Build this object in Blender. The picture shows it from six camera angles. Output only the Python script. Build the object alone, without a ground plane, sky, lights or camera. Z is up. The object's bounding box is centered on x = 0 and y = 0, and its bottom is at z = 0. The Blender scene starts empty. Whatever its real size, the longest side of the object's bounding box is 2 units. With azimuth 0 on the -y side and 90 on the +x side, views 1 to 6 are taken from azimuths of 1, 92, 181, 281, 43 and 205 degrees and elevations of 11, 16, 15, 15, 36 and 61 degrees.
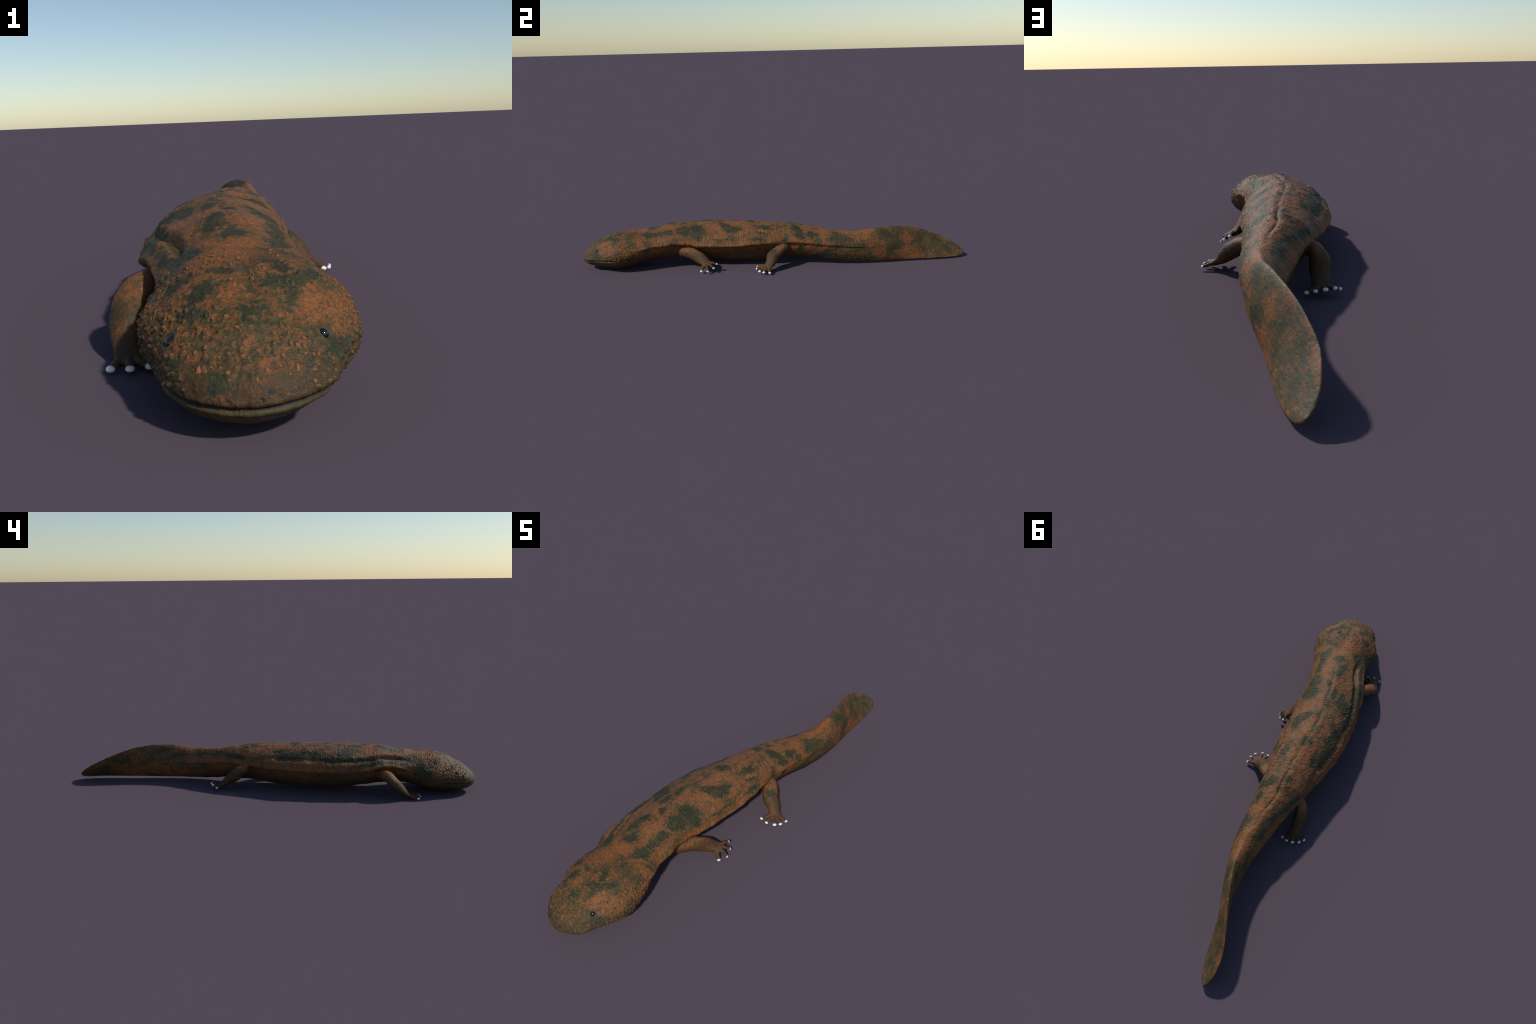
import bpy, bmesh, math
import numpy as np
from mathutils import Vector
from mathutils.bvhtree import BVHTree

VOXEL = 0.0018

# ---------------------------------------------------------------- helpers
def pchip(xs, ys, q):
    """Monotone cubic interpolation of the columns of ys, sampled at q."""
    xs, ys, q = np.asarray(xs, float), np.asarray(ys, float), np.asarray(q, float)
    if ys.ndim == 1:
        ys = ys[:, None]
    h = np.diff(xs)[:, None]
    s = np.diff(ys, axis=0) / h
    m = np.zeros_like(ys)
    m[0], m[-1] = s[0], s[-1]
    w1, w2 = 2 * h[1:] + h[:-1], h[1:] + 2 * h[:-1]
    with np.errstate(divide="ignore", invalid="ignore"):
        hm = (w1 + w2) / (w1 / s[:-1] + w2 / s[1:])
    m[1:-1] = np.where(s[:-1] * s[1:] > 0, np.nan_to_num(hm), 0)
    k = np.clip(np.searchsorted(xs, q) - 1, 0, len(xs) - 2)
    hk = h[k]
    t = ((q - xs[k])[:, None]) / hk
    t = np.clip(t, 0, 1)
    return ((2 * t**3 - 3 * t**2 + 1) * ys[k] + (t**3 - 2 * t**2 + t) * hk * m[k]
            + (-2 * t**3 + 3 * t**2) * ys[k + 1] + (t**3 - t**2) * hk * m[k + 1])


def smooth(a, b, x):
    t = np.clip((x - a) / (b - a), 0, 1)
    return t * t * (3 - 2 * t)


def mesh_from(name, verts, faces):
    me = bpy.data.meshes.new(name)
    me.from_pydata([tuple(v) for v in verts], [], faces)
    me.update()
    return me


def loft(rings):
    """Closed tube through rings of equal length, with capped ends."""
    n = len(rings[0])
    verts = [p for r in rings for p in r]
    faces = []
    for i in range(len(rings) - 1):
        a, b = i * n, (i + 1) * n
        for j in range(n):
            k = (j + 1) % n
            faces.append((a + j, a + k, b + k, b + j))
    faces.append(tuple(range(n - 1, -1, -1)))
    faces.append(tuple(range(len(verts) - n, len(verts))))
    return verts, faces


# ---------------------------------------------------------------- body: stations from the snout to the tail tip
# y | spine ridge x z | left edge x z | right edge x z | underside x z | upper power, lower power
BODY = [
    (-1.000, .025, .064, .042, .056, .008, .056, .025, .048, 1.9, 2.0),
    (-0.995, .025, .074, .060, .057, -.012, .057, .025, .038, 1.9, 2.0),
    (-0.985, .025, .087, .084, .059, -.034, .059, .025, .028, 1.85, 2.0),
    (-0.965, .025, .105, .116, .063, -.060, .063, .025, .018, 1.75, 2.0),
    (-0.940, .025, .126, .135, .069, -.081, .069, .025, .009, 1.65, 2.0),
    (-0.900, .025, .150, .149, .075, -.093, .075, .025, .004, 1.6, 2.25),
    (-0.850, .026, .173, .170, .082, -.118, .082, .026, .003, 1.65, 2.1),
    (-0.800, .025, .185, .181, .090, -.134, .090, .026, .004, 1.68, 2.25),
    (-0.750, .022, .189, .174, .098, -.133, .098, .026, .008, 1.7, 2.0),
    (-0.700, .017, .190, .157, .108, -.123, .112, .024, .021, 1.7, 1.9),
    (-0.650, .010, .196, .137, .120, -.128, .130, .008, .033, 1.68, 1.9),
    (-0.600, .003, .204, .119, .128, -.142, .142, -.008, .036, 1.65, 2.0),
    (-0.550, -.008, .214, .112, .132, -.161, .144, -.020, .036, 1.65, 2.1),
    (-0.500, -.018, .218, .101, .134, -.176, .132, -.035, .034, 1.65, 2.2),
    (-0.450, -.027, .220, .095, .134, -.186, .124, -.045, .029, 1.68, 2.2),
    (-0.400, -.036, .221, .097, .125, -.192, .120, -.052, .022, 1.7, 2.2),
    (-0.300, -.047, .223, .098, .119, -.200, .118, -.055, .013, 1.75, 2.2),
    (-0.200, -.049, .221, .098, .121, -.196, .118, -.055, .011, 1.75, 2.2),
    (-0.100, -.039, .216, .095, .128, -.182, .118, -.048, .012, 1.72, 2.2),
    (0.000, -.032, .211, .081, .131, -.163, .118, -.038, .016, 1.72, 2.1),
    (0.100, -.031, .204, .072, .130, -.134, .121, -.030, .027, 1.75, 2.0),
    (0.200, -.023, .188, .070, .119, -.106, .120, -.018, .026, 1.75, 2.0),
    (0.300, -.006, .172, .070, .110, -.082, .108, -.002, .016, 1.72, 2.0),
    (0.400, .005, .169, .062, .098, -.062, .098, .006, .009, 1.65, 2.0),
    (0.500, .001, .179, .046, .090, -.045, .094, .006, .007, 1.6, 1.9),
    (0.600, -.024, .183, .018, .094, -.043, .086, .000, .006, 1.6, 1.8),
    (0.700, -.060, .172, -.018, .093, -.057, .083, -.014, .006, 1.6, 1.7),
    (0.800, -.099, .141, -.053, .078, -.077, .066, -.027, .006, 1.6, 1.7),
    (0.900, -.124, .097, -.078, .056, -.092, .044, -.043, .006, 1.7, 1.7),
    (0.950, -.121, .069, -.0845, .041, -.0955, .031, -.058, .006, 1.8, 1.8),
    (0.980, -.112, .047, -.0865, .0315, -.0945, .0235, -.070, .008, 1.9, 1.9),
    (0.993, -.103, .035, -.0880, .0277, -.0940, .0213, -.080, .014, 2.0, 2.0),
    (1.000, -.095, .028, -.0895, .0260, -.0925, .0230, -.087, .020, 2.0, 2.0),
]
BODY = np.array(BODY)
# how far the belly is tucked in under the skin fold: y, left, right
TUCK = np.array([(-1.0, 0, 0), (-.72, 0, 0), (-.65, .006, .008), (-.58, .024, .030), (-.45, .038, .039), (-.2, .040, .039),
                 (0.0, .031, .030), (.12, .015, .017), (.3, .010, .009), (.45, .005, .004), (.6, 0, 0), (1.0, 0, 0)])


def station(y):
    return pchip(BODY[:, 0], BODY[:, 1:], y)


def body_rings():
    ys = np.concatenate([-1 + np.linspace(0, 1, 24) ** 2 * .1, np.linspace(-.895, .94, 190), 1 - np.linspace(1, 0, 20)[0:] ** 2 * .055])
    ys = np.unique(np.round(ys, 5))
    S, F = station(ys), pchip(TUCK[:, 0], TUCK[:, 1:], ys)
    rings = []
    nq = 26
    t = np.linspace(0, math.pi / 2, nq)
    for y, s, f in zip(ys, S, F):
        T, L, R, B = (s[i:i + 2] for i in (0, 2, 4, 6))
        pu, pl = 2 / s[8], 2 / s[9]
        puR = 2 / (s[8] + .16 * math.exp(-((y + .9) / .06) ** 2))   # the right brow is a little fuller
        plL = 2 / (s[9] - .55 * math.exp(-((y + .91) / .07) ** 2))  # and the left jaw line slopes in
        M = (L + R) / 2
        def quarter(c, a, b, p):
            return c + np.cos(t)[:, None] ** p * (a - c) + np.sin(t)[:, None] ** p * (b - c)
        upL, upR = quarter(M, L, T, pu), quarter(M, R, T, puR)
        inward = (R - L) / np.linalg.norm(R - L)
        down = (B - M) / np.linalg.norm(B - M)
        FL, FR = L + inward * f[0] + down * f[0] * .45, R - inward * f[1] + down * f[1] * .45
        lipL, lipR = L + inward * f[0] * .12 + down * f[0] * .28, R - inward * f[1] * .12 + down * f[1] * .28
        M2 = (FL + FR) / 2
        loL, loR = quarter(M2, FL, B, plL), quarter(M2, FR, B, pl)
        ring = np.vstack([upL, upR[::-1][1:], lipR[None], loR[:-1], loL[::-1], lipL[None]])
        if f.max() < 1e-4:
            ring[nq * 2 - 1] = ring[nq * 2 - 2] * .5 + ring[nq * 2] * .5
        rings.append(np.column_stack([ring[:, 0], np.full(len(ring), y), ring[:, 1]]))
    return rings


# ---------------------------------------------------------------- limbs: axis points with a wide and a thin half-width
def tube(stations, wide_hint, n=28, samples=40, ends=True):
    st = np.array(stations, float)
    d = np.concatenate([[0], np.cumsum(np.linalg.norm(np.diff(st[:, :3], axis=0), axis=1))])
    q = np.linspace(0, d[-1], samples)
    P = pchip(d, st, q)
    if isinstance(wide_hint[0], (int, float)):
        W = np.tile(np.array(wide_hint, float), (samples, 1))
    else:
        W = pchip(np.linspace(0, d[-1], len(wide_hint)), np.array(wide_hint, float), q)
    tan = np.gradient(P[:, :3], axis=0)
    tan /= np.linalg.norm(tan, axis=1)[:, None]
    rings = []
    a = np.linspace(0, 2 * math.pi, n, endpoint=False)
    for p, t, w in zip(P, tan, W):
        w = w - t * w.dot(t)
        w /= np.linalg.norm(w)
        b = np.cross(t, w)
        rings.append(p[:3] + np.cos(a)[:, None] * w * p[3] + np.sin(a)[:, None] * b * p[4])
    if ends:
        for end, sgn in ((0, -1), (-1, 1)):
            base, t, rad = rings[end], tan[end] * sgn, min(P[end, 3], P[end, 4])
            c = P[end, :3]
            caps = [c + (base - c) * math.cos(u) + t * rad * math.sin(u) for u in np.linspace(0.3, 1.45, 5)]
            rings = caps[::-1] + rings if end == 0 else rings + caps
    return loft(rings)


LIMBS = {
    # arm axis: x y z wide thin ; wide direction hints ; digits: root -> tip, tip = middle of the claw
    ("forelimb", 1): dict(
        axis=[(.020, -.500, .085, .032, .028), (.066, -.462, .088, .031, .026), (.086, -.425, .081, .030, .023),
              (.104, -.386, .067, .030, .020), (.119, -.358, .051, .027, .0165), (.132, -.343, .042, .024, .0120)],
        wide=[(.2, .35, .9), (.3, .5, .8), (.25, .8, .45), (-.2, .85, .2)],
        palm=[(.124, -.351, .047, .024, .014), (.136, -.341, .041, .025, .0115), (.149, -.335, .036, .023, .009)],
        palm_wide=(-.25, .9, .12), normal=(.62, -.05, .78),
        digits=[((.139, -.350, .040), (.155, -.360, .029), (.1678, -.3648, .0120)),
                ((.145, -.341, .040), (.165, -.337, .033), (.1791, -.3321, .0136)),
                ((.145, -.334, .042), (.156, -.320, .038), (.1655, -.3043, .0260)),
                ((.138, -.331, .045), (.141, -.313, .046), (.1453, -.2909, .0406))]),
    ("hindlimb", 1): dict(
        axis=[(.015, .066, .098, .033, .029), (.055, .046, .094, .033, .028), (.088, .019, .083, .034, .0270),
              (.113, -.006, .066, .0335, .0275), (.132, -.012, .050, .0285, .0235), (.149, -.025, .033, .0245, .0155), (.163, -.034, .022, .026, .0110)],
        wide=[(.3, .8, .4), (.4, .8, .3), (.5, .8, .0), (.55, .8, .0)],
        palm=[(.152, -.026, .030, .022, .013), (.162, -.034, .0225, .0245, .0105), (.172, -.043, .019, .021, .008)],
        palm_wide=(.55, .82, .0), normal=(.1, -.1, 1),
        digits=[((.151, -.039, .023), (.142, -.058, .023), (.1321, -.0814, .0208)),
                ((.158, -.043, .022), (.160, -.063, .022), (.1616, -.0847, .0179)),
                ((.164, -.041, .021), (.177, -.055, .019), (.1903, -.0691, .0136)),
                ((.168, -.035, .021), (.186, -.043, .018), (.2035, -.0489, .0118)),
                ((.166, -.026, .021), (.186, -.022, .017), (.2072, -.0195, .0102))]),
    ("hindlimb", -1): dict(
        axis=[(-.060, .095, .100, .028, .028), (-.104, .106, .104, .026, .027), (-.136, .128, .096, .024, .026),
              (-.149, .160, .070, .0325, .030), (-.147, .190, .049, .0285, .0235), (-.147, .217, .030, .0255, .0150), (-.150, .236, .018, .0270, .0105)],
        wide=[(.9, .5, .1), (1, .2, 0), (1, .1, 0), (1, .15, 0)],
        palm=[(-.147, .215, .029, .022, .013), (-.150, .230, .021, .0255, .010), (-.153, .246, .019, .022, .008)],
        palm_wide=(1, .2, 0), normal=(0, .2, 1),
        digits=[((-.138, .233, .018), (-.124, .250, .017), (-.1089, .2669, .0148)),
                ((-.144, .239, .020), (-.139, .258, .022), (-.1322, .2768, .0216)),
                ((-.151, .240, .021), (-.155, .257, .024), (-.1592, .2754, .0251)),
                ((-.157, .237, .021), (-.170, .250, .024), (-.1852, .2637, .0253)),
                ((-.160, .230, .019), (-.180, .236, .018), (-.1997, .2420, .0166))]),
    ("forelimb", -1): dict(
        axis=[(-.095, -.520, .100, .026, .026), (-.134, -.552, .106, .028, .025), (-.166, -.582, .099, .030, .025),
              (-.180, -.610, .076, .0325, .024), (-.183, -.641, .048, .0300, .020), (-.179, -.675, .022, .0215, .0125), (-.172, -.694, .013, .0225, .0090)],
        wide=[(.6, -.3, .4), (.9, .1, .2), (1, -.1, 0), (1, -.1, 0)],
        palm=[(-.179, -.672, .023, .018, .011), (-.171, -.690, .0145, .022, .009), (-.166, -.701, .012, .020, .0075)],
        palm_wide=(1, -.25, 0), normal=(0, -.2, 1),
        digits=[((-.180, -.693, .011), (-.188, -.708, .009), (-.1945, -.7240, .0068)),
                ((-.170, -.699, .012), (-.166, -.715, .011), (-.1631, -.7317, .0088)),
                ((-.162, -.697, .012), (-.149, -.710, .011), (-.1350, -.7215, .0090)),
                ((-.160, -.688, .012), (-.142, -.691, .011), (-.1220, -.6960, .0090))]),
}


def digit_tube(root, mid, tip):
    root, mid, tip = map(np.array, (root, mid, tip))
    end = tip - (tip - mid) / np.linalg.norm(tip - mid) * .0035
    st = [(*root, .0105, .0085), (*((root + mid) / 2), .0092, .0074), (*mid, .0083, .0066), (*((mid + tip) / 2), .0081, .0060), (*end, .0073, .0048)]
    flat = np.cross(tip - root, (0, 0, 1))
    return tube(st, tuple(float(v) for v in flat), n=16, samples=22)


def bvh(parts):
    verts, faces = [], []
    for v, f in parts:
        o = len(verts)
        verts += [Vector(p) for p in v]
        faces += [tuple(i + o for i in q) for q in f]
    return verts, faces, BVHTree.FromPolygons(verts, faces)


body_part = loft(body_rings())
limb_parts = {}
for key, d in LIMBS.items():
    arm = tube(d["axis"], d["wide"])
    hand = [tube(d["palm"], d["palm_wide"])] + [digit_tube(*g) for g in d["digits"]]
    limb_parts[key] = (arm, hand)

allv, allf, _ = bvh([body_part] + [p for arm, hand in limb_parts.values() for p in [arm] + hand])
skin_me = mesh_from("skin_source", allv, allf)
bm = bmesh.new()
bm.from_mesh(skin_me)
bmesh.ops.recalc_face_normals(bm, faces=bm.faces)
bm.to_mesh(skin_me)
bm.free()
skin = bpy.data.objects.new("skin_source", skin_me)
bpy.context.scene.collection.objects.link(skin)
m = skin.modifiers.new("remesh", "REMESH")
m.mode, m.voxel_size, m.adaptivity = "VOXEL", VOXEL, 0
m = skin.modifiers.new("smooth", "SMOOTH")
m.factor, m.iterations = .5, 5


# ---------------------------------------------------------------- noise fields sampled on the mesh with geometry nodes
def noise_fields(obj, fields):
    """fields: name -> (node type, settings, output name, (sx, sy, sz)); returns numpy arrays on the vertices."""
    ng = bpy.data.node_groups.new("skin_fields", "GeometryNodeTree")
    ng.interface.new_socket("Geometry", in_out="INPUT", socket_type="NodeSocketGeometry")
    ng.interface.new_socket("Geometry", in_out="OUTPUT", socket_type="NodeSocketGeometry")
    gi, go = ng.nodes.new("NodeGroupInput"), ng.nodes.new("NodeGroupOutput")
    pos = ng.nodes.new("GeometryNodeInputPosition")
    last = gi.outputs[0]
    for name, (kind, settings, out, scale) in fields.items():
        mul = ng.nodes.new("ShaderNodeVectorMath")
        mul.operation = "MULTIPLY"
        mul.inputs[1].default_value = scale
        src = pos.outputs[0]
        if "axes" in settings:
            wn = ng.nodes.new(N)
            wn.inputs["Scale"].default_value, wn.inputs["Detail"].default_value = WART_WARP[:2]
            ng.links.new(src, wn.inputs["Vector"])
            add = ng.nodes.new("ShaderNodeVectorMath")
            add.operation = "MULTIPLY_ADD"
            add.inputs[1].default_value = (WART_WARP[2],) * 3
            ng.links.new(wn.outputs["Color"], add.inputs[0])
            ng.links.new(src, add.inputs[2])
            src = add.outputs[0]
            sp, cb = ng.nodes.new("ShaderNodeSeparateXYZ"), ng.nodes.new("ShaderNodeCombineXYZ")
            ng.links.new(src, sp.inputs[0])
            for i, ax in enumerate(settings["axes"]):
                ng.links.new(sp.outputs["xyz".index(ax)], cb.inputs[i])
            src = cb.outputs[0]
        ng.links.new(src, mul.inputs[0])
        tex = ng.nodes.new(kind)
        for k, v in settings.items():
            if k == "axes":
                continue
            if k in tex.inputs:
                tex.inputs[k].default_value = v
            else:
                setattr(tex, k, v)
        ng.links.new(mul.outputs[0], tex.inputs["Vector"])
        st = ng.nodes.new("GeometryNodeStoreNamedAttribute")
        st.data_type, st.domain = "FLOAT", "POINT"
        st.inputs["Name"].default_value = name
        ng.links.new(last, st.inputs["Geometry"])
        channel = str(out).startswith("Color")
        value = tex.outputs["Color" if channel else out]
        if channel:
            sp = ng.nodes.new("ShaderNodeSeparateXYZ")
            ng.links.new(value, sp.inputs[0])
            value = sp.outputs[1 if out == "Color.1" else 0]
        ng.links.new(value, st.inputs["Value"])
        last = st.outputs[0]
    ng.links.new(last, go.inputs[0])
    mod = obj.modifiers.new("fields", "NODES")
    mod.node_group = ng
    return mod


V, N = "ShaderNodeTexVoronoi", "ShaderNodeTexNoise"
WART_SCALE = 108.0
WART_WARP = (70.0, 1.0, .009)      # noise scale, detail, strength that bends the wart cells
FLAT_TOP = {"Scale": WART_SCALE, "Randomness": .9, "voronoi_dimensions": "2D", "axes": "xy"}
FLAT_SIDE = {**FLAT_TOP, "axes": "yz"}
fields = {
    "top_d": (V, FLAT_TOP, "Distance", (1, 1, 1)), "top_r": (V, FLAT_TOP, "Color", (1, 1, 1)), "top_g": (V, FLAT_TOP, "Color.1", (1, 1, 1)),
    "side_d": (V, FLAT_SIDE, "Distance", (1, 1, 1)), "side_r": (V, FLAT_SIDE, "Color", (1, 1, 1)), "side_g": (V, FLAT_SIDE, "Color.1", (1, 1, 1)),
    "wart_small": (V, {"Scale": WART_SCALE * 1.9, "Randomness": 1.0}, "Distance", (1, 1, 1)),
    "patchy": (N, {"Scale": 14.0, "Detail": 2.0}, 0, (1, 1, 1)),
    "lump": (N, {"Scale": 22.0, "Detail": 3.0}, 0, (1, .8, 1)),
    "heave": (N, {"Scale": 9.0, "Detail": 1.0}, 0, (1, 1.3, 1)),
    "ring": (N, {"Scale": 60.0, "Detail": 3.0, "Distortion": .5}, 0, (.35, 2.2, .35)),
    "streak": (N, {"Scale": 70.0, "Detail": 3.0, "Distortion": .4}, 0, (1.3, .3, 1.6)),
    "grain": (N, {"Scale": 190.0, "Detail": 2.0}, 0, (1, 1, 1)),
}
noise_fields(skin, fields)
graph = bpy.context.evaluated_depsgraph_get()
me = bpy.data.meshes.new_from_object(skin.evaluated_get(graph))
nv = len(me.vertices)
co = np.empty(nv * 3)
me.vertices.foreach_get("co", co)
co = co.reshape(-1, 3)
nor = np.empty(nv * 3)
me.vertices.foreach_get("normal", nor)
nor = nor.reshape(-1, 3)
fld = {}
for k in fields:
    a = np.empty(nv, np.float32)
    me.attributes[k].data.foreach_get("value", a)
    fld[k] = a.astype(float)
    me.attributes.remove(me.attributes[k])
nf = len(me.polygons)
loops = np.empty(len(me.loops), np.int32)
me.loops.foreach_get("vertex_index", loops)
sizes = np.empty(nf, np.int32)
me.polygons.foreach_get("loop_total", sizes)
bpy.data.objects.remove(skin)
assert (sizes == 4).all()
quads = loops.reshape(-1, 4)

# ---------------------------------------------------------------- which vertex belongs to which part
_, _, body_tree = bvh([body_part])
part = np.zeros(nv, np.int32)      # 0 body, then two per limb: arm, hand
limb_w = np.zeros(nv)              # 1 on the limbs, fading to 0 on the body
names = []
for i, (key, (arm, hand)) in enumerate(limb_parts.items()):
    _, _, tree_a = bvh([arm])
    hv, _, tree_h = bvh(hand)
    pts = np.array([list(p) for p in arm[0]] + [list(p) for p in hv])
    lo, hi = pts.min(0) - .03, pts.max(0) + .03
    for v in np.where(((co > lo) & (co < hi)).all(1))[0]:
        p = Vector(co[v])
        db = body_tree.find_nearest(p)[3]
        da, dh = tree_a.find_nearest(p)[3], tree_h.find_nearest(p)[3]
        d = min(da, dh)
        w = (db - d) / .016 + .5
        limb_w[v] = max(limb_w[v], min(1, max(0, w)))
        if d < db:
            part[v] = 1 + 2 * i + (1 if dh <= da + .0008 else 0)
    names.append(key)

# ---------------------------------------------------------------- folds, furrows, warts and wrinkles
x, y, z = co.T
s = station(np.clip(y, -1, 1))
xt, zt, xl, zl, xr, zr = s[:, 0], s[:, 1], s[:, 2], s[:, 3], s[:, 4], s[:, 5]
body_w = 1 - limb_w
up = nor[:, 2]
disp = np.zeros(nv)

# soft furrow along the spine, with a low swelling on both sides
wob = (fld["lump"] - .5) * .02
dx = x - xt - wob
on_back = smooth(.15, .5, up) * smooth(-.60, -.46, y) * smooth(.38, .2, y)
disp += on_back * (.35 + .65 * smooth(.38, .62, fld["patchy"])) * (-.0050 * np.exp(-(dx / .0062) ** 2) + .0020 * np.exp(-((np.abs(dx) - .020) / .010) ** 2))
# furrow above the side folds: a shallow line on the left, a deep trough over a shelf of skin on the right
for xe, ze, side in ((xl, zl, 1), (xr, zr, -1)):
    sidef = (x * side > xt * side)
    along = smooth(-.71, -.62, y) * smooth(.06, -.12, y)
    shoulder = np.exp(-((y + .54) / .10) ** 2)
    if side > 0:
        gx, gz, depth, wide = xe - .034, ze + .034, .0042 + .004 * shoulder, .0062
    else:
        gx, gz, depth, wide = xe + .034 + .010 * shoulder, ze + .036, .0105 + .007 * shoulder, .0125
    d = np.hypot(x - gx, z - gz) * np.sign((x - gx) * side - (z - gz)) + (fld["patchy"] - .5) * .010
    disp -= depth * np.exp(-(d / wide) ** 2) * along * sidef
    if side < 0:   # the shelf stands out below the trough
        disp += .0028 * smooth(-.60, -.50, y) * np.exp(-((d - .024) / .011) ** 2) * along * sidef * body_w * (fld["lump"] * 2)
    d2 = np.hypot(x - xe, z - ze)
    disp += .0048 * np.exp(-(d2 / .009) ** 2) * along * (fld["lump"] * 1.6) * sidef * body_w
    # seam on the flank of the tail root
    d3 = z - (ze - .004) + (fld["patchy"] - .5) * .012
    seam = smooth(.12, .22, y) * smooth(.52, .30, y) * sidef * smooth(.6, .3, np.abs(up))
    disp -= .0025 * np.exp(-(d3 / .0035) ** 2) * seam * body_w

# mouth line round the snout
front = smooth(-.80, -.83, y)
rise = 1 - (1 - np.clip((y + 1) / .2, 0, 1)) ** 2
zm = .049 + rise * (.0100 + .0075 * smooth(-.05, .10, x)) + (fld["patchy"] - .5) * .002
dm = z - zm
disp += front * (-.0050 * np.exp(-(dm / .0024) ** 2) + .0016 * np.exp(-((dm - .008) / .005) ** 2) + .0022 * np.exp(-((dm + .0065) / .004) ** 2))

# head: shallow valley down the middle, bulging jaw muscles behind the eyes
head = smooth(-.62, -.72, y) * body_w
hx = x - .024
disp += head * smooth(.2, .6, up) * (-.006 * np.exp(-(hx / .022) ** 2) * smooth(-.95, -.85, y)
                                    + .004 * np.exp(-((np.abs(hx) - .075) / .035) ** 2) * smooth(-.9, -.8, y))

# eyes: a low rim round each socket
EYES = [np.array((.1217, -.9025, .1077)), np.array((-.0775, -.9025, .1045))]
eye_keep = np.ones(nv)
for e in EYES:
    d = np.linalg.norm(co - e, axis=1)
    disp += .0016 * np.exp(-((d - .0125) / .0035) ** 2) - .0030 * np.exp(-(d / .0085) ** 2)
    eye_keep *= smooth(.012, .022, d)
# nostrils
NOSTRILS = [(.0413, -1.0, .0600), (.0007, -1.0, .0585)]

# warts: crowded on the head, in a row above the side folds, a few on the back
def dome(d, r):
    r = .11 + .32 * r
    return np.sqrt(np.clip(1 - (d / r) ** 2, 0, 1)) * (r / .5) * .75 + .25 * smooth(1.25, .9, d / r)


steep = smooth(.62, .52, np.abs(up))
pat = smooth(.42, .60, fld["patchy"])
crowd = np.clip(.22 + .50 * pat + .40 * smooth(.15, .11, z), 0, 1) * (.35 + .65 * smooth(.010, .05, np.abs(x - .024)))
crowd = np.where(y > -.62, .62, crowd)
here_t, here_s = (smooth(.95 - crowd, 1.05 - crowd, fld[g]) for g in ("top_g", "side_g"))
wart = dome(fld["top_d"], fld["top_r"]) * here_t * (1 - steep) + dome(fld["side_d"], fld["side_r"]) * here_s * steep
small = smooth(.55, .1, fld["wart_small"])
patchy = np.maximum(smooth(.44, .60, fld["patchy"]), .9 * smooth(.15, .11, z) * smooth(-.70, -.80, y))
above = smooth(.045, .065, z)
w_head = head * above * (1 - .45 * smooth(-.92, -.97, y)) * smooth(-.995, -.97, y)
rowL = np.exp(-(np.hypot(x - (xl - .035), z - (zl + .045)) / .022) ** 2)
rowR = np.exp(-(np.hypot(x - (xr + .044), z - (zr + .056)) / .016) ** 2)
w_row = np.maximum(rowL, rowR * smooth(-.60, -.52, y)) * smooth(-.72, -.62, y) * smooth(-.18, -.32, y)
w_back = .22 * smooth(.3, .6, up) * patchy * smooth(-.62, -.5, y) * smooth(.35, .1, y)
wm = np.maximum(np.maximum(w_head, w_row), w_back) * body_w * eye_keep
disp += wart * wm * (.0026 + .0014 * fld["grain"] * 2) - .0008 * w_head * body_w + small * .0012 * np.maximum(w_head, w_row * .5) * body_w * eye_keep

tail = smooth(.3, .6, y)
# wrinkles: rings across the body, long streaks on cheeks and folds, broad lumps everywhere
ring, streak = fld["ring"] - .5, fld["streak"] - .5
trunk = smooth(-.70, -.60, y) * smooth(.75, .4, y)
disp += body_w * trunk * ring * (.0010 + .0026 * smooth(.40, .60, fld["patchy"]))
crease = np.exp(-(ring / .026) ** 2) * (.4 + .6 * smooth(.42, .58, fld["patchy"]))
fold2 = np.exp(-((fld["lump"] - .5) / .016) ** 2)
disp -= body_w * (trunk * .0010 * crease + .0010 * fold2 * (trunk + .35 * head) * (1 - smooth(.3, .6, y)))
disp -= limb_w * (.0007 * crease + .0009 * fold2)
cheek = head * smooth(.13, .09, z) * smooth(.5, .1, np.abs(up))
disp += body_w * streak * (.0016 + .0040 * cheek + .0025 * trunk * smooth(.5, .0, np.abs(up)))
disp += body_w * trunk * (fld["heave"] - .5) * (.013 - .007 * smooth(.6, .95, up)) * (1 - tail) * smooth(-.1, .3, up + .5)
disp += body_w * (fld["lump"] - .5) * (.0080 * (1 - tail * .8)) * smooth(-1.0, -.93, y)
disp += limb_w * ((fld["lump"] - .5) * .0060 + ring * .0012 + streak * .0010)
hand_v = (part > 0) & (part % 2 == 0)
disp *= np.where(hand_v, .45, 1)
disp += head * (fld["grain"] - .5) * .0010 * above
disp += (fld["grain"] - .5) * .0012 * np.where(hand_v, .3, 1) * (1 - .6 * tail)
co = co + nor * disp[:, None]
for c in NOSTRILS:
    d = np.linalg.norm(co - np.array(c), axis=1)
    co += nor * (-.0035 * np.exp(-(d / .0030) ** 2))[:, None]

# ---------------------------------------------------------------- part per face: head, trunk, tail, limbs, hands
fp = part[quads].max(1)
fy = co[quads].mean(1)[:, 1]
face_part = np.where(fp > 0, 10 + fp, np.where(fy < -.655, 0, np.where(fy < .20, 1, 2)))

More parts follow.
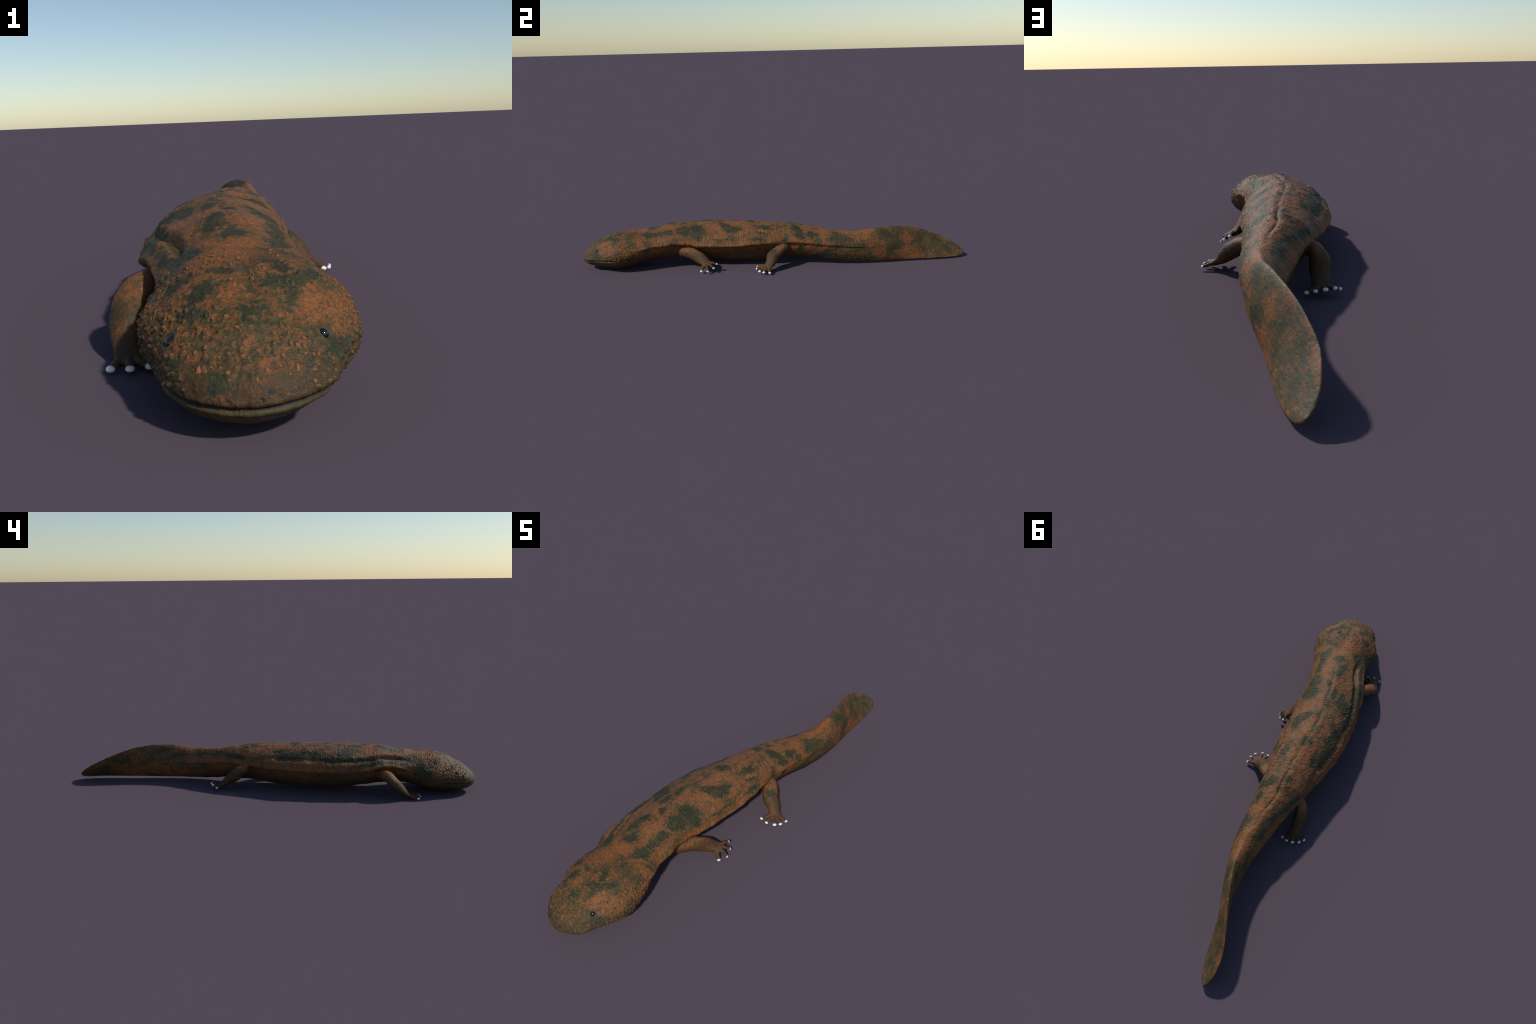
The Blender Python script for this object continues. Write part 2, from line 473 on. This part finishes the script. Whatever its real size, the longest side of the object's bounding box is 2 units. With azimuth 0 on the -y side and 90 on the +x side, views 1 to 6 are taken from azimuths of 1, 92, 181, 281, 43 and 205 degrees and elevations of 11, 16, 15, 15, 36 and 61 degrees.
full = bpy.data.meshes.new("whole_skin")
full.vertices.add(nv)
full.vertices.foreach_set("co", co.ravel())
full.loops.add(nf * 4)
full.loops.foreach_set("vertex_index", quads.ravel())
full.polygons.add(nf)
full.polygons.foreach_set("loop_start", np.arange(0, nf * 4, 4, dtype=np.int32))
full.update()
vn = np.empty(nv * 3)
full.vertices.foreach_get("normal", vn)
vn = vn.reshape(-1, 3)



# ---------------------------------------------------------------- materials
class Nodes:
    """Small wrapper to write node trees as expressions."""
    def __init__(self, name):
        self.mat = bpy.data.materials.new(name)
        self.mat.use_nodes = True
        self.t = self.mat.node_tree
        self.bsdf = self.t.nodes["Principled BSDF"]

    def put(self, sock, v):
        if isinstance(v, bpy.types.NodeSocket):
            self.t.links.new(v, sock)
        elif v is not None:
            sock.default_value = v

    def node(self, kind, inputs=(), out=0, **settings):
        n = self.t.nodes.new(kind)
        for k, v in settings.items():
            setattr(n, k, v)
        for k, v in (inputs.items() if isinstance(inputs, dict) else enumerate(inputs)):
            self.put(n.inputs[k], v)
        return n.outputs[out]

    def m(self, op, *a, clamp=False):
        return self.node("ShaderNodeMath", a, operation=op, use_clamp=clamp)

    def vm(self, op, *a, out=0):
        return self.node("ShaderNodeVectorMath", a, out=out, operation=op)

    def step(self, v, a, b, lo=0.0, hi=1.0):
        return self.node("ShaderNodeMapRange", {"Value": v, "From Min": a, "From Max": b, "To Min": lo, "To Max": hi}, interpolation_type="SMOOTHSTEP")

    def mix(self, f, a, b):
        n = self.t.nodes.new("ShaderNodeMix")
        n.data_type = "RGBA"
        self.put(n.inputs[0], f)
        for i, c in ((6, a), (7, b)):
            self.put(n.inputs[i], (*c, 1) if isinstance(c, tuple) else c)
        return n.outputs[2]

    def noise(self, vec, scale, detail=3.0, rough=.55, out=0, dist=0.0):
        return self.node("ShaderNodeTexNoise", {"Vector": vec, "Scale": scale, "Detail": detail, "Roughness": rough, "Distortion": dist}, out=out)


# dark blotches: half width, then the points the blotch runs through
SPOTS = []


def spot(w, *pts):
    SPOTS.append((w, [np.array(p) for p in pts]))


spot(0.0050, (.092, -.320, .154), (.092, -.260, .152), (.092, -.200, .152), (.092, -.140, .151), (.084, -.070, .151))
spot(0.0114, (0.024, -0.913, 0.142), (0.046, -0.905, 0.143))
spot(0.0122, (0.052, -0.849, 0.167), (0.088, -0.844, 0.165), (0.116, -0.805, 0.166))
spot(0.0091, (0.074, -0.817, 0.175), (0.064, -0.798, 0.180))
spot(0.0113, (-0.044, -0.868, 0.150), (-0.029, -0.853, 0.161))
spot(0.0111, (-0.082, -0.818, 0.149), (-0.061, -0.814, 0.164))
spot(0.0074, (-0.026, -0.815, 0.177), (0.001, -0.823, 0.175))
spot(0.0099, (-0.052, -0.890, 0.133), (-0.031, -0.903, 0.136))
spot(0.0087, (0.084, -0.867, 0.155), (0.078, -0.886, 0.145))
spot(0.0095, (-0.076, -0.938, 0.087), (-0.068, -0.947, 0.085))
spot(0.0091, (0.129, -0.923, 0.094), (0.152, -0.890, 0.084))
spot(0.0102, (-0.015, -0.984, 0.080), (-0.006, -0.989, 0.077))
spot(0.0047, (0.120, -0.944, 0.087), (0.125, -0.943, 0.084))
spot(0.0152, (0.012, -0.631, 0.197), (-0.007, -0.634, 0.199), (-0.002, -0.608, 0.202))
spot(0.0148, (-0.025, -0.530, 0.217), (-0.034, -0.556, 0.213), (-0.041, -0.590, 0.202))
spot(0.0129, (-0.013, -0.469, 0.218), (-0.018, -0.459, 0.218))
spot(0.0158, (-0.055, -0.426, 0.217), (-0.064, -0.397, 0.218))
spot(0.0182, (-0.100, -0.427, 0.200), (-0.103, -0.390, 0.204), (-0.107, -0.367, 0.205))
spot(0.0176, (-0.062, -0.693, 0.175), (-0.083, -0.686, 0.164), (-0.087, -0.659, 0.162))
spot(0.0076, (-0.085, -0.643, 0.165), (-0.108, -0.577, 0.166), (-0.127, -0.513, 0.169), (-0.148, -0.412, 0.181))
spot(0.0128, (0.068, -0.670, 0.182), (0.078, -0.621, 0.178), (0.070, -0.571, 0.186), (0.065, -0.527, 0.191))
spot(0.0148, (0.050, -0.482, 0.199), (0.042, -0.417, 0.202), (0.058, -0.365, 0.185))
spot(0.0125, (0.005, -0.259, 0.212), (0.030, -0.235, 0.203), (0.038, -0.197, 0.197))
spot(0.0188, (-0.033, -0.121, 0.218))
spot(0.0130, (-0.063, -0.132, 0.217))
spot(0.0148, (-0.116, -0.261, 0.207), (-0.130, -0.237, 0.201))
spot(0.0176, (-0.141, -0.189, 0.191), (-0.143, -0.142, 0.183), (-0.141, -0.095, 0.174), (-0.141, -0.068, 0.166))
spot(0.0110, (-0.107, -0.092, 0.196), (-0.110, -0.041, 0.186))
spot(0.0098, (0.019, -0.076, 0.204), (0.023, -0.029, 0.201))
spot(0.0127, (-0.033, 0.094, 0.204), (-0.054, 0.077, 0.203))
spot(0.0099, (0.016, 0.108, 0.193), (0.001, 0.101, 0.200))
spot(0.0079, (-0.031, 0.136, 0.195), (-0.028, 0.150, 0.193))
spot(0.0257, (-0.116, -0.395, 0.199), (-0.141, -0.359, 0.190))
spot(0.0108, (-0.119, 0.117, 0.153), (-0.096, 0.176, 0.158), (-0.074, 0.229, 0.162))
spot(0.0134, (-0.059, 0.270, 0.157), (-0.033, 0.312, 0.164))
spot(0.0111, (-0.039, 0.330, 0.158), (-0.027, 0.362, 0.159), (-0.027, 0.408, 0.153))
spot(0.0084, (0.047, 0.303, 0.151))
spot(0.0089, (0.043, 0.345, 0.152))
spot(0.0110, (-0.030, 0.452, 0.147))
spot(0.0165, (0.011, -0.255, 0.209))
spot(0.0183, (0.042, -0.240, 0.196), (0.047, -0.214, 0.192), (0.041, -0.182, 0.194))
spot(0.0114, (0.024, -0.086, 0.202), (0.031, -0.055, 0.199), (0.041, -0.022, 0.190))
spot(0.0106, (-0.058, -0.142, 0.217), (-0.023, -0.123, 0.219))
spot(0.0053, (0.059, -0.085, 0.182), (0.063, -0.050, 0.176))
spot(0.0265, (0.043, -0.426, 0.202), (0.048, -0.379, 0.194), (0.073, -0.375, 0.173))
spot(0.0133, (0.070, -0.479, 0.187), (0.073, -0.418, 0.177), (0.086, -0.384, 0.154))
spot(0.0126, (0.013, 0.106, 0.196), (0.038, 0.125, 0.178))
spot(0.0169, (0.044, 0.190, 0.161))
spot(0.0126, (0.061, 0.112, 0.162), (0.060, 0.142, 0.155))
spot(0.0146, (0.062, 0.227, 0.136))
spot(0.0186, (0.043, 0.324, 0.152), (0.057, 0.301, 0.140))
spot(0.0162, (0.114, -0.005, 0.097))
spot(0.0098, (0.071, 0.057, 0.143))
spot(0.0095, (-0.055, -0.331, 0.221), (-0.046, -0.373, 0.222))
spot(0.0139, (-0.039, 0.081, 0.206))
spot(0.0156, (-0.110, -0.357, 0.205), (-0.098, -0.407, 0.204))
spot(0.0104, (-0.123, -0.238, 0.204), (-0.117, -0.267, 0.208))
spot(0.0088, (-0.110, -0.035, 0.186), (-0.110, -0.083, 0.195))
spot(0.0174, (-0.142, -0.079, 0.169), (-0.152, -0.168, 0.181), (-0.154, -0.258, 0.183))
spot(0.0163, (-0.163, -0.276, 0.176), (-0.165, -0.340, 0.171), (-0.156, -0.403, 0.167), (-0.159, -0.483, 0.161), (-0.148, -0.549, 0.162))
spot(0.0131, (-0.085, -0.696, 0.161))
spot(0.0112, (-0.128, -0.583, 0.163), (-0.112, -0.645, 0.157))
spot(0.0217, (-0.119, -0.717, 0.122), (-0.132, -0.772, 0.097))
spot(0.0149, (-0.073, -0.812, 0.158))
spot(0.0096, (0.027, 0.093, 0.189), (0.044, 0.141, 0.170))
spot(0.0131, (0.049, 0.180, 0.158), (0.046, 0.210, 0.157))
spot(0.0131, (0.046, 0.319, 0.150), (0.041, 0.358, 0.153))
spot(0.0148, (0.064, 0.326, 0.128), (0.056, 0.379, 0.130))
spot(0.0200, (0.006, 0.565, 0.164), (0.015, 0.573, 0.139))
spot(0.0224, (0.005, 0.637, 0.099))
spot(0.0250, (-0.046, 0.731, 0.130), (-0.056, 0.764, 0.113))
spot(0.0154, (0.045, 0.480, 0.062), (0.040, 0.524, 0.092))
spot(0.0099, (-0.038, 0.667, 0.169), (-0.023, 0.617, 0.178))
spot(0.0232, (-0.086, 0.919, 0.057), (-0.055, 0.869, 0.042))
spot(0.0109, (0.058, 0.140, 0.097), (0.046, 0.127, 0.072))
spot(0.0123, (0.048, 0.223, 0.067), (0.050, 0.301, 0.052))
spot(0.0071, (0.008, 0.630, 0.094), (0.013, 0.613, 0.098))
spot(0.0122, (-0.047, 0.735, 0.126), (-0.060, 0.759, 0.125))
spot(0.0123, (-0.026, 0.735, 0.072), (-0.046, 0.793, 0.070))
spot(0.0092, (-0.084, 0.875, 0.075), (-0.096, 0.871, 0.091))
spot(0.0115, (-0.047, 0.854, 0.035), (-0.063, 0.907, 0.036))
spot(0.0088, (-0.067, 0.972, 0.012))
spot(0.0088, (-0.104, 0.932, 0.069))
spot(0.0208, (0.073, -0.654, 0.181), (0.083, -0.628, 0.176))
spot(0.0169, (0.071, -0.581, 0.185), (0.075, -0.559, 0.184))
spot(0.0050, (0.118, -0.660, 0.154), (0.134, -0.651, 0.136))
spot(0.0108, (0.133, -0.915, 0.092), (0.153, -0.881, 0.086))
spot(0.0163, (-0.040, 0.561, 0.124), (-0.039, 0.504, 0.126))
spot(0.0110, (-0.039, 0.356, 0.150), (-0.046, 0.307, 0.158))
spot(0.0141, (-0.051, 0.650, 0.109))


def spot_ellipsoids(lo, hi):
    """Every blotch as a chain of ellipsoids: centre, half length, half width, yaw, pitch."""
    out = []
    for w, pts in SPOTS:
        for a, b in ([(pts[0], pts[0])] if len(pts) == 1 else zip(pts[:-1], pts[1:])):
            c, d = (a + b) / 2, b - a
            n = float(np.linalg.norm(d))
            if (c + n + w + .03 < lo).any() or (c - n - w - .03 > hi).any():
                continue
            yaw = math.atan2(d[1], d[0]) if n else 0
            pitch = math.asin(d[2] / n) if n else 0
            out.append((c, n / 2 + w * .9, w, yaw, pitch))
    return out


ORANGE, PALE, RUST = (.222, .081, .025), (.290, .122, .047), (.122, .046, .017)
OLIVE, DARK, GREEN, UMBER = (.066, .055, .022), (.029, .031, .016), (.048, .050, .016), (.062, .030, .014)


def skin_material(name, lo, hi, limb_root=None):
    k = Nodes(name)
    P = k.node("ShaderNodeTexCoord", out="Object")
    X, Y, Z = (k.node("ShaderNodeSeparateXYZ", (P,), out=i) for i in range(3))
    nz = k.node("ShaderNodeSeparateXYZ", (k.node("ShaderNodeNewGeometry", out="Normal"),), out=2)
    wob = k.vm("SCALE", k.vm("SUBTRACT", k.noise(P, 30.0, 4.0, .6, out=1), (.5, .5, .5)))
    wob.node.inputs["Scale"].default_value = .022
    W = k.vm("ADD", P, wob)
    fine = k.noise(P, 95.0, 5.0, .65)
    along_tail = k.node("ShaderNodeMix", (k.step(Y, .10, .50), None, None, None), out=1, data_type="VECTOR")
    along_tail.node.inputs[4].default_value, along_tail.node.inputs[5].default_value = (1, .8, 1), (1, .42, .75)
    mid = k.noise(k.vm("MULTIPLY", W, along_tail), 32.0, 6.0, .66)
    broad = k.noise(P, 9.0, 4.0, .55)
    ringP = k.vm("MULTIPLY", W, (.45, 2.0, .45))
    rings = k.noise(ringP, 75.0, 4.0, .6)

    headf, tailf = k.step(Y, -.72, -.86), k.step(Y, .22, .55)
    snout = k.step(Y, -.86, -.97)
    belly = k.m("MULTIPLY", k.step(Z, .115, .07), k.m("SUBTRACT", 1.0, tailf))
    if limb_root is None:
        limbf = 0.0
    else:
        limbf = k.step(k.vm("DISTANCE", P, limb_root, out="Value"), .02, .08)

    # ground colour: rust to orange to pale ochre
    col = k.mix(k.step(k.m("ADD", broad, k.m("MULTIPLY", mid, .9)), .70, 1.12), RUST, ORANGE)
    hue = k.noise(W, 62.0, 4.0, .6)
    col = k.mix(k.m("MULTIPLY", k.step(hue, .50, .68), .60), col, (.240, .102, .025))
    col = k.mix(k.m("MULTIPLY", k.step(hue, .46, .32), .60), col, (.212, .068, .029))
    col = k.mix(k.m("MULTIPLY", k.step(fine, .50, .72), .50), col, PALE)
    col = k.mix(k.m("MULTIPLY", k.step(rings, .50, .36), .45), col, RUST)
    # pinkish, less saturated tint over the top of the back
    back = k.m("MULTIPLY", k.step(nz, .5, .95), k.m("MULTIPLY", k.step(Y, -.66, -.5), k.step(Y, .35, .1)))
    col = k.mix(k.m("MULTIPLY", back, .30), col, (.255, .112, .056))

    # olive mottling: light on the back, heavy on head front, tail, limbs and underside
    amount = k.m("ADD", k.m("MULTIPLY", headf, .026), k.m("MULTIPLY", tailf, .080))
    amount = k.m("ADD", amount, k.m("MULTIPLY", snout, .030))
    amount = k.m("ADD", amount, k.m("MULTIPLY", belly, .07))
    amount = k.m("ADD", amount, k.m("MULTIPLY", limbf, .052))
    share = k.m("ADD", .38, k.m("MULTIPLY", headf, .30))
    amount = k.m("ADD", amount, k.m("MULTIPLY", k.m("MULTIPLY", headf, k.step(Z, .10, .06)), .06))  # lower head darkened with extra olive for the shading under the jaw
    mott = k.m("ADD", k.m("MULTIPLY", k.m("SUBTRACT", mid, fine), k.m("SUBTRACT", 1.0, share)), fine)
    mott = k.m("ADD", mott, k.m("MULTIPLY", k.m("SUBTRACT", broad, .5), .35))
    mott = k.m("ADD", k.m("MULTIPLY", k.m("SUBTRACT", mott, .5), -1.75), k.m("ADD", amount, .494))
    col = k.mix(k.m("MULTIPLY", k.step(mott, .50, .64), .85), col, OLIVE)
    col = k.mix(k.m("MULTIPLY", k.step(mott, .66, .76), .75), col, DARK)
    col = k.mix(k.m("MULTIPLY", belly, .68), col, UMBER)  # underside browned to bake in the shadow below the side fold

    # dark specks and hairlines, cavity shade of fine wrinkles drawn in colour
    speck = k.noise(W, 150.0, 3.0, .6)
    col = k.mix(k.m("MULTIPLY", k.step(speck, .44, .33), .66), col, (.045, .034, .016))
    cell = k.node("ShaderNodeTexVoronoi", {"Vector": k.vm("MULTIPLY", W, (.75, 1.25, .9)), "Scale": 62.0}, feature="DISTANCE_TO_EDGE")
    hair = k.m("MULTIPLY", k.step(cell, .075, .015), k.m("MULTIPLY", k.m("SUBTRACT", 1.0, tailf), k.step(mid, .42, .60, .05, .45)))
    col = k.mix(hair, col, (.060, .040, .018))
    # thin greenish crease lines
    crease = k.m("ABSOLUTE", k.m("SUBTRACT", k.noise(k.vm("MULTIPLY", W, (1.0, .55, 1.3)), 26.0, 3.0, .5), .5))
    col = k.mix(k.m("MULTIPLY", k.step(crease, .012, .002), .42), col, GREEN)

    # dark blotches at their places
    near = None
    for c, a, w, yaw, pitch in spot_ellipsoids(np.array(lo), np.array(hi)):
        V = W if near is None else k.vm("MULTIPLY_ADD", near, (1e-9, 1e-9, 1e-9), W)   # keeps the evaluation in sequence
        mp = k.node("ShaderNodeMapping", {"Vector": V, "Location": tuple(c), "Rotation": (0, -pitch, yaw), "Scale": (a * 1.18, w * 1.25, w * 1.25)}, vector_type="TEXTURE")
        d = k.vm("LENGTH", mp, out="Value")
        near = d if near is None else k.m("SMOOTH_MIN", near, d, .25)
    if near is not None:
        edge = k.m("ADD", near, k.m("ADD", k.m("MULTIPLY", k.m("SUBTRACT", fine, .5), 2.6), k.m("MULTIPLY", k.m("SUBTRACT", mid, .5), 1.5)))
        blot = k.m("MULTIPLY", k.step(edge, 1.26, .72), k.m("SUBTRACT", 1.0, k.m("MULTIPLY", tailf, .58)))
        col = k.mix(k.m("MULTIPLY", k.step(edge, 1.8, 1.1), .35), col, OLIVE)
        dark = k.mix(k.step(mid, .42, .62), DARK, (.043, .044, .021))
        col = k.mix(k.m("MULTIPLY", blot, .92), col, dark)
    else:
        blot = 0.0

    # warts: same cells as the relief; orange tops, ambient shade round them painted as a dark ring
    Q = k.vm("MULTIPLY_ADD", k.noise(P, *WART_WARP[:2], rough=.5, out=1), (WART_WARP[2],) * 3, P)
    QX, QY, QZ = (k.node("ShaderNodeSeparateXYZ", (Q,), out=i) for i in range(3))

    if limb_root is None and lo[1] < -.2:
        pat = k.step(k.node("ShaderNodeTexNoise", {"Vector": P, "Scale": 14.0, "Detail": 2.0}), .42, .60)
        crowd = k.m("ADD", k.m("ADD", k.m("MULTIPLY", pat, .50), .22), k.step(Z, .15, .11, 0.0, .40), clamp=True)
        crowd = k.m("MULTIPLY", crowd, k.step(k.m("ABSOLUTE", k.m("SUBTRACT", X, .024)), .010, .05, .35, 1.0))
        flank = k.m("MULTIPLY", k.m("MULTIPLY", k.step(Y, -.25, -.40), k.step(k.m("ABSOLUTE", nz), .93, .75)), k.step(Z, .135, .160))
        flank = k.m("MULTIPLY", flank, k.step(Y, -.66, -.62))
        crowd = k.m("MAXIMUM", crowd, k.m("MULTIPLY", flank, .62))

        def cell(axes):
            v = k.node("ShaderNodeCombineXYZ", axes)
            d = k.node("ShaderNodeTexVoronoi", {"Vector": v, "Scale": WART_SCALE, "Randomness": .9}, out="Distance", voronoi_dimensions="2D")
            r, g = (k.node("ShaderNodeSeparateXYZ", (d.node.outputs["Color"],), out=i) for i in range(2))
            absent = k.m("MULTIPLY", k.m("LESS_THAN", g, k.m("SUBTRACT", 1.0, crowd)), 9.0)
            return k.m("ADD", k.m("DIVIDE", d, k.m("ADD", k.m("MULTIPLY", r, .32), .11)), absent)

        ct, cs, sw = cell((QX, QY)), cell((QY, QZ)), k.step(k.m("ABSOLUTE", nz), .62, .52)
        rel = k.m("ADD", ct, k.m("MULTIPLY", k.m("SUBTRACT", cs, ct), sw))
        zone = k.m("MULTIPLY", k.step(Y, -.64, -.74), k.step(Z, .05, .075))
        zone = k.m("MAXIMUM", zone, k.m("MULTIPLY", flank, .8))
        ringm = k.m("MULTIPLY", k.m("MULTIPLY", k.step(rel, 1.7, 1.1), k.step(rel, .60, 1.0)), zone)
        col = k.mix(k.m("MULTIPLY", ringm, k.step(mid, .35, .6, .35, .80)), col, (.045, .040, .016))
        top = k.m("MULTIPLY", k.step(rel, .95, .25), zone)
        top = k.m("MULTIPLY", top, k.m("SUBTRACT", 1.0, k.m("MULTIPLY", blot, .70)))
        col = k.mix(k.m("MULTIPLY", top, k.step(fine, .36, .58, .20, .85)), col, (.300, .112, .042))
    if limb_root is None and lo[1] < -.7:
        # mouth line, lip and nostril stains
        back1 = k.m("SUBTRACT", 1.0, k.m("MULTIPLY", k.m("ADD", Y, 1.0, clamp=True), 5.0), clamp=True)
        rise = k.m("SUBTRACT", 1.0, k.m("MULTIPLY", back1, back1))
        line = k.m("SUBTRACT", k.m("SUBTRACT", Z, .049), k.m("MULTIPLY", rise, k.step(X, -.05, .10, .0100, .0175)))
        lip = k.m("MULTIPLY", k.step(line, .006, -.004), k.step(Y, -.80, -.88))
        col = k.mix(k.m("MULTIPLY", lip, .65), col, k.mix(k.step(rings, .4, .6), (.058, .050, .021), (.088, .066, .027)))
        slit = k.m("MULTIPLY", k.step(k.m("ABSOLUTE", line), .0034, .0010), k.step(Y, -.80, -.84))
        col = k.mix(k.m("MULTIPLY", slit, .8), col, (.016, .013, .008))
        for p, r in (((-.0158, -.9914, .0677), .0055), ((.0522, -.9945, .0687), .0065), ((.0413, -1.0, .060), .0032), ((.0007, -1.0, .0585), .0032)):
            d = k.m("ADD", k.vm("DISTANCE", P, p, out="Value"), k.m("MULTIPLY", k.m("SUBTRACT", fine, .5), r * .9))
            col = k.mix(k.step(d, r, r * .4), col, (.022, .022, .018))
        for e in EYES:
            d = k.vm("DISTANCE", P, tuple(e), out="Value")
            col = k.mix(k.m("MULTIPLY", k.step(d, .0155, .0105), .75), col, (.040, .040, .024))

    k.put(k.bsdf.inputs["Base Color"], col)
    k.put(k.bsdf.inputs["Roughness"], k.step(fine, .35, .65, .50, .66))
    k.bsdf.inputs["Specular IOR Level"].default_value = .22
    pits = k.noise(P, 260.0, 3.0, .6)
    h = k.m("ADD", k.m("MULTIPLY", rings, .9), k.m("ADD", k.m("MULTIPLY", fine, 1.0), k.m("ADD", k.m("MULTIPLY", pits, .45), k.m("ADD", k.m("MULTIPLY", speck, .6), k.m("MULTIPLY", hair, -.5)))))
    calm = k.m("SUBTRACT", 1.0, k.m("MULTIPLY", tailf, .55))
    k.put(k.bsdf.inputs["Normal"], k.node("ShaderNodeBump", {"Strength": k.m("MULTIPLY", calm, .55), "Distance": .0028, "Height": h}))
    return k.mat


def claw_material():
    k = Nodes("claw_horn")
    P = k.node("ShaderNodeTexCoord", out="Object")
    x = k.node("ShaderNodeSeparateXYZ", (P,), out=0)
    col = k.mix(k.step(k.m("ADD", x, k.m("MULTIPLY", k.noise(P, 300.0), .0015)), -.0018, .0026), (.070, .055, .035), (.74, .74, .75))
    k.put(k.bsdf.inputs["Base Color"], col)
    k.bsdf.inputs["Roughness"].default_value = .42
    return k.mat


def eye_material():
    k = Nodes("eye_gloss")
    lw = k.node("ShaderNodeLayerWeight", {"Blend": .35}, out="Facing")
    k.put(k.bsdf.inputs["Base Color"], k.mix(k.step(lw, .35, .95), (.006, .007, .009), (.012, .016, .020)))
    k.bsdf.inputs["Roughness"].default_value = .08
    k.bsdf.inputs["Coat Weight"].default_value = .6
    k.bsdf.inputs["Coat Roughness"].default_value = .04
    return k.mat


head_mat = skin_material("head_skin", (-.3, -1.1, -.1), (.3, -.655, .3))
trunk_mat = skin_material("trunk_skin", (-.3, -.655, -.1), (.3, .20, .3))
tail_mat = skin_material("tail_skin", (-.3, .20, -.1), (.3, 1.1, .3))
claw_mat, eye_mat = claw_material(), eye_material()


# ---------------------------------------------------------------- assemble the animal
root = bpy.data.objects.new("giant_salamander", None)
root["label"] = "stout rusty-brown giant salamander with dark blotches and paddle tail"
root["category"] = "giant salamander"
bpy.context.scene.collection.objects.link(root)


def add(name, mesh, parent, mat):
    ob = bpy.data.objects.new(name, mesh)
    mesh.materials.append(mat)
    ob.parent = parent
    bpy.context.scene.collection.objects.link(ob)
    return ob


def region(name, ids, parent, skin_mat):
    sel = quads[np.isin(face_part, ids)]
    used, inv = np.unique(sel, return_inverse=True)
    inv = inv.reshape(-1).astype(np.int32)
    k = len(sel)
    mesh = bpy.data.meshes.new(name)
    mesh.vertices.add(len(used))
    mesh.vertices.foreach_set("co", co[used].ravel())
    mesh.loops.add(k * 4)
    mesh.loops.foreach_set("vertex_index", inv)
    mesh.polygons.add(k)
    mesh.polygons.foreach_set("loop_start", np.arange(0, k * 4, 4, dtype=np.int32))
    mesh.polygons.foreach_set("use_smooth", np.ones(k, bool))
    mesh.update()
    mesh.validate()
    mesh.normals_split_custom_set_from_vertices(vn[used].astype(np.float32))
    return add(name, mesh, parent, skin_mat)


head_ob = region("head", [0], root, head_mat)
region("trunk", [1], root, trunk_mat)
region("tail", [2], root, tail_mat)


def claw_mesh():
    """Blunt rounded cap; +x points out of the toe, origin at the middle."""
    bm = bmesh.new()
    bmesh.ops.create_uvsphere(bm, u_segments=20, v_segments=14, radius=1)
    for v in bm.verts:
        px, py, pz = v.co
        v.co = (px * .0076, py * .0081 * (1 - .06 * px), pz * .0054 * (1 - .12 * px))
    for f in bm.faces:
        f.smooth = True
    me = bpy.data.meshes.new("claw")
    bm.to_mesh(me)
    bm.free()
    me.materials.append(claw_mat)
    return me


claw_me = claw_mesh()
for i, key in enumerate(names):
    pts = np.array(LIMBS[key]["axis"])[:, :3]
    limb_mat = skin_material(key[0] + "_skin", pts.min(0) - .05, pts.max(0) + .05, tuple(pts[1]))
    limb = region(key[0], [11 + 2 * i], root, limb_mat)
    foot = region("hand" if key[0] == "forelimb" else "foot", [12 + 2 * i], limb, limb_mat)
    for j, (r, mid, tip) in enumerate(LIMBS[key]["digits"]):
        r, mid, tip = Vector(r), Vector(mid), Vector(tip)
        ax = (tip - mid).normalized()
        sd = Vector((0, 0, 1)).cross(ax).normalized()
        nz = ax.cross(sd)
        ob = bpy.data.objects.new("claw", claw_me)
        from mathutils import Matrix
        k = (1.0, .94, 1.06, .98, .92)[j]
        rot = Matrix((ax, sd, nz)).transposed()
        ob.matrix_world = Matrix.Translation(tip + ax * .0004) @ rot.to_4x4() @ Matrix.Scale(k, 4)
        ob.parent = limb
        bpy.context.scene.collection.objects.link(ob)


def ball(name, r, mat, loc, parent, scale=(1, 1, 1)):
    bm = bmesh.new()
    bmesh.ops.create_uvsphere(bm, u_segments=32, v_segments=20, radius=r)
    bmesh.ops.scale(bm, vec=scale, verts=bm.verts)
    for f in bm.faces:
        f.smooth = True
    me = bpy.data.meshes.new(name)
    bm.to_mesh(me)
    bm.free()
    ob = add(name, me, parent, mat)
    ob.location = loc
    return ob


for e in EYES:
    k = np.argmin(np.linalg.norm(co - e, axis=1))
    ball("eye", .0079, eye_mat, tuple(co[k] - vn[k] * (.0010 if e[0] > 0 else .0016)), head_ob)
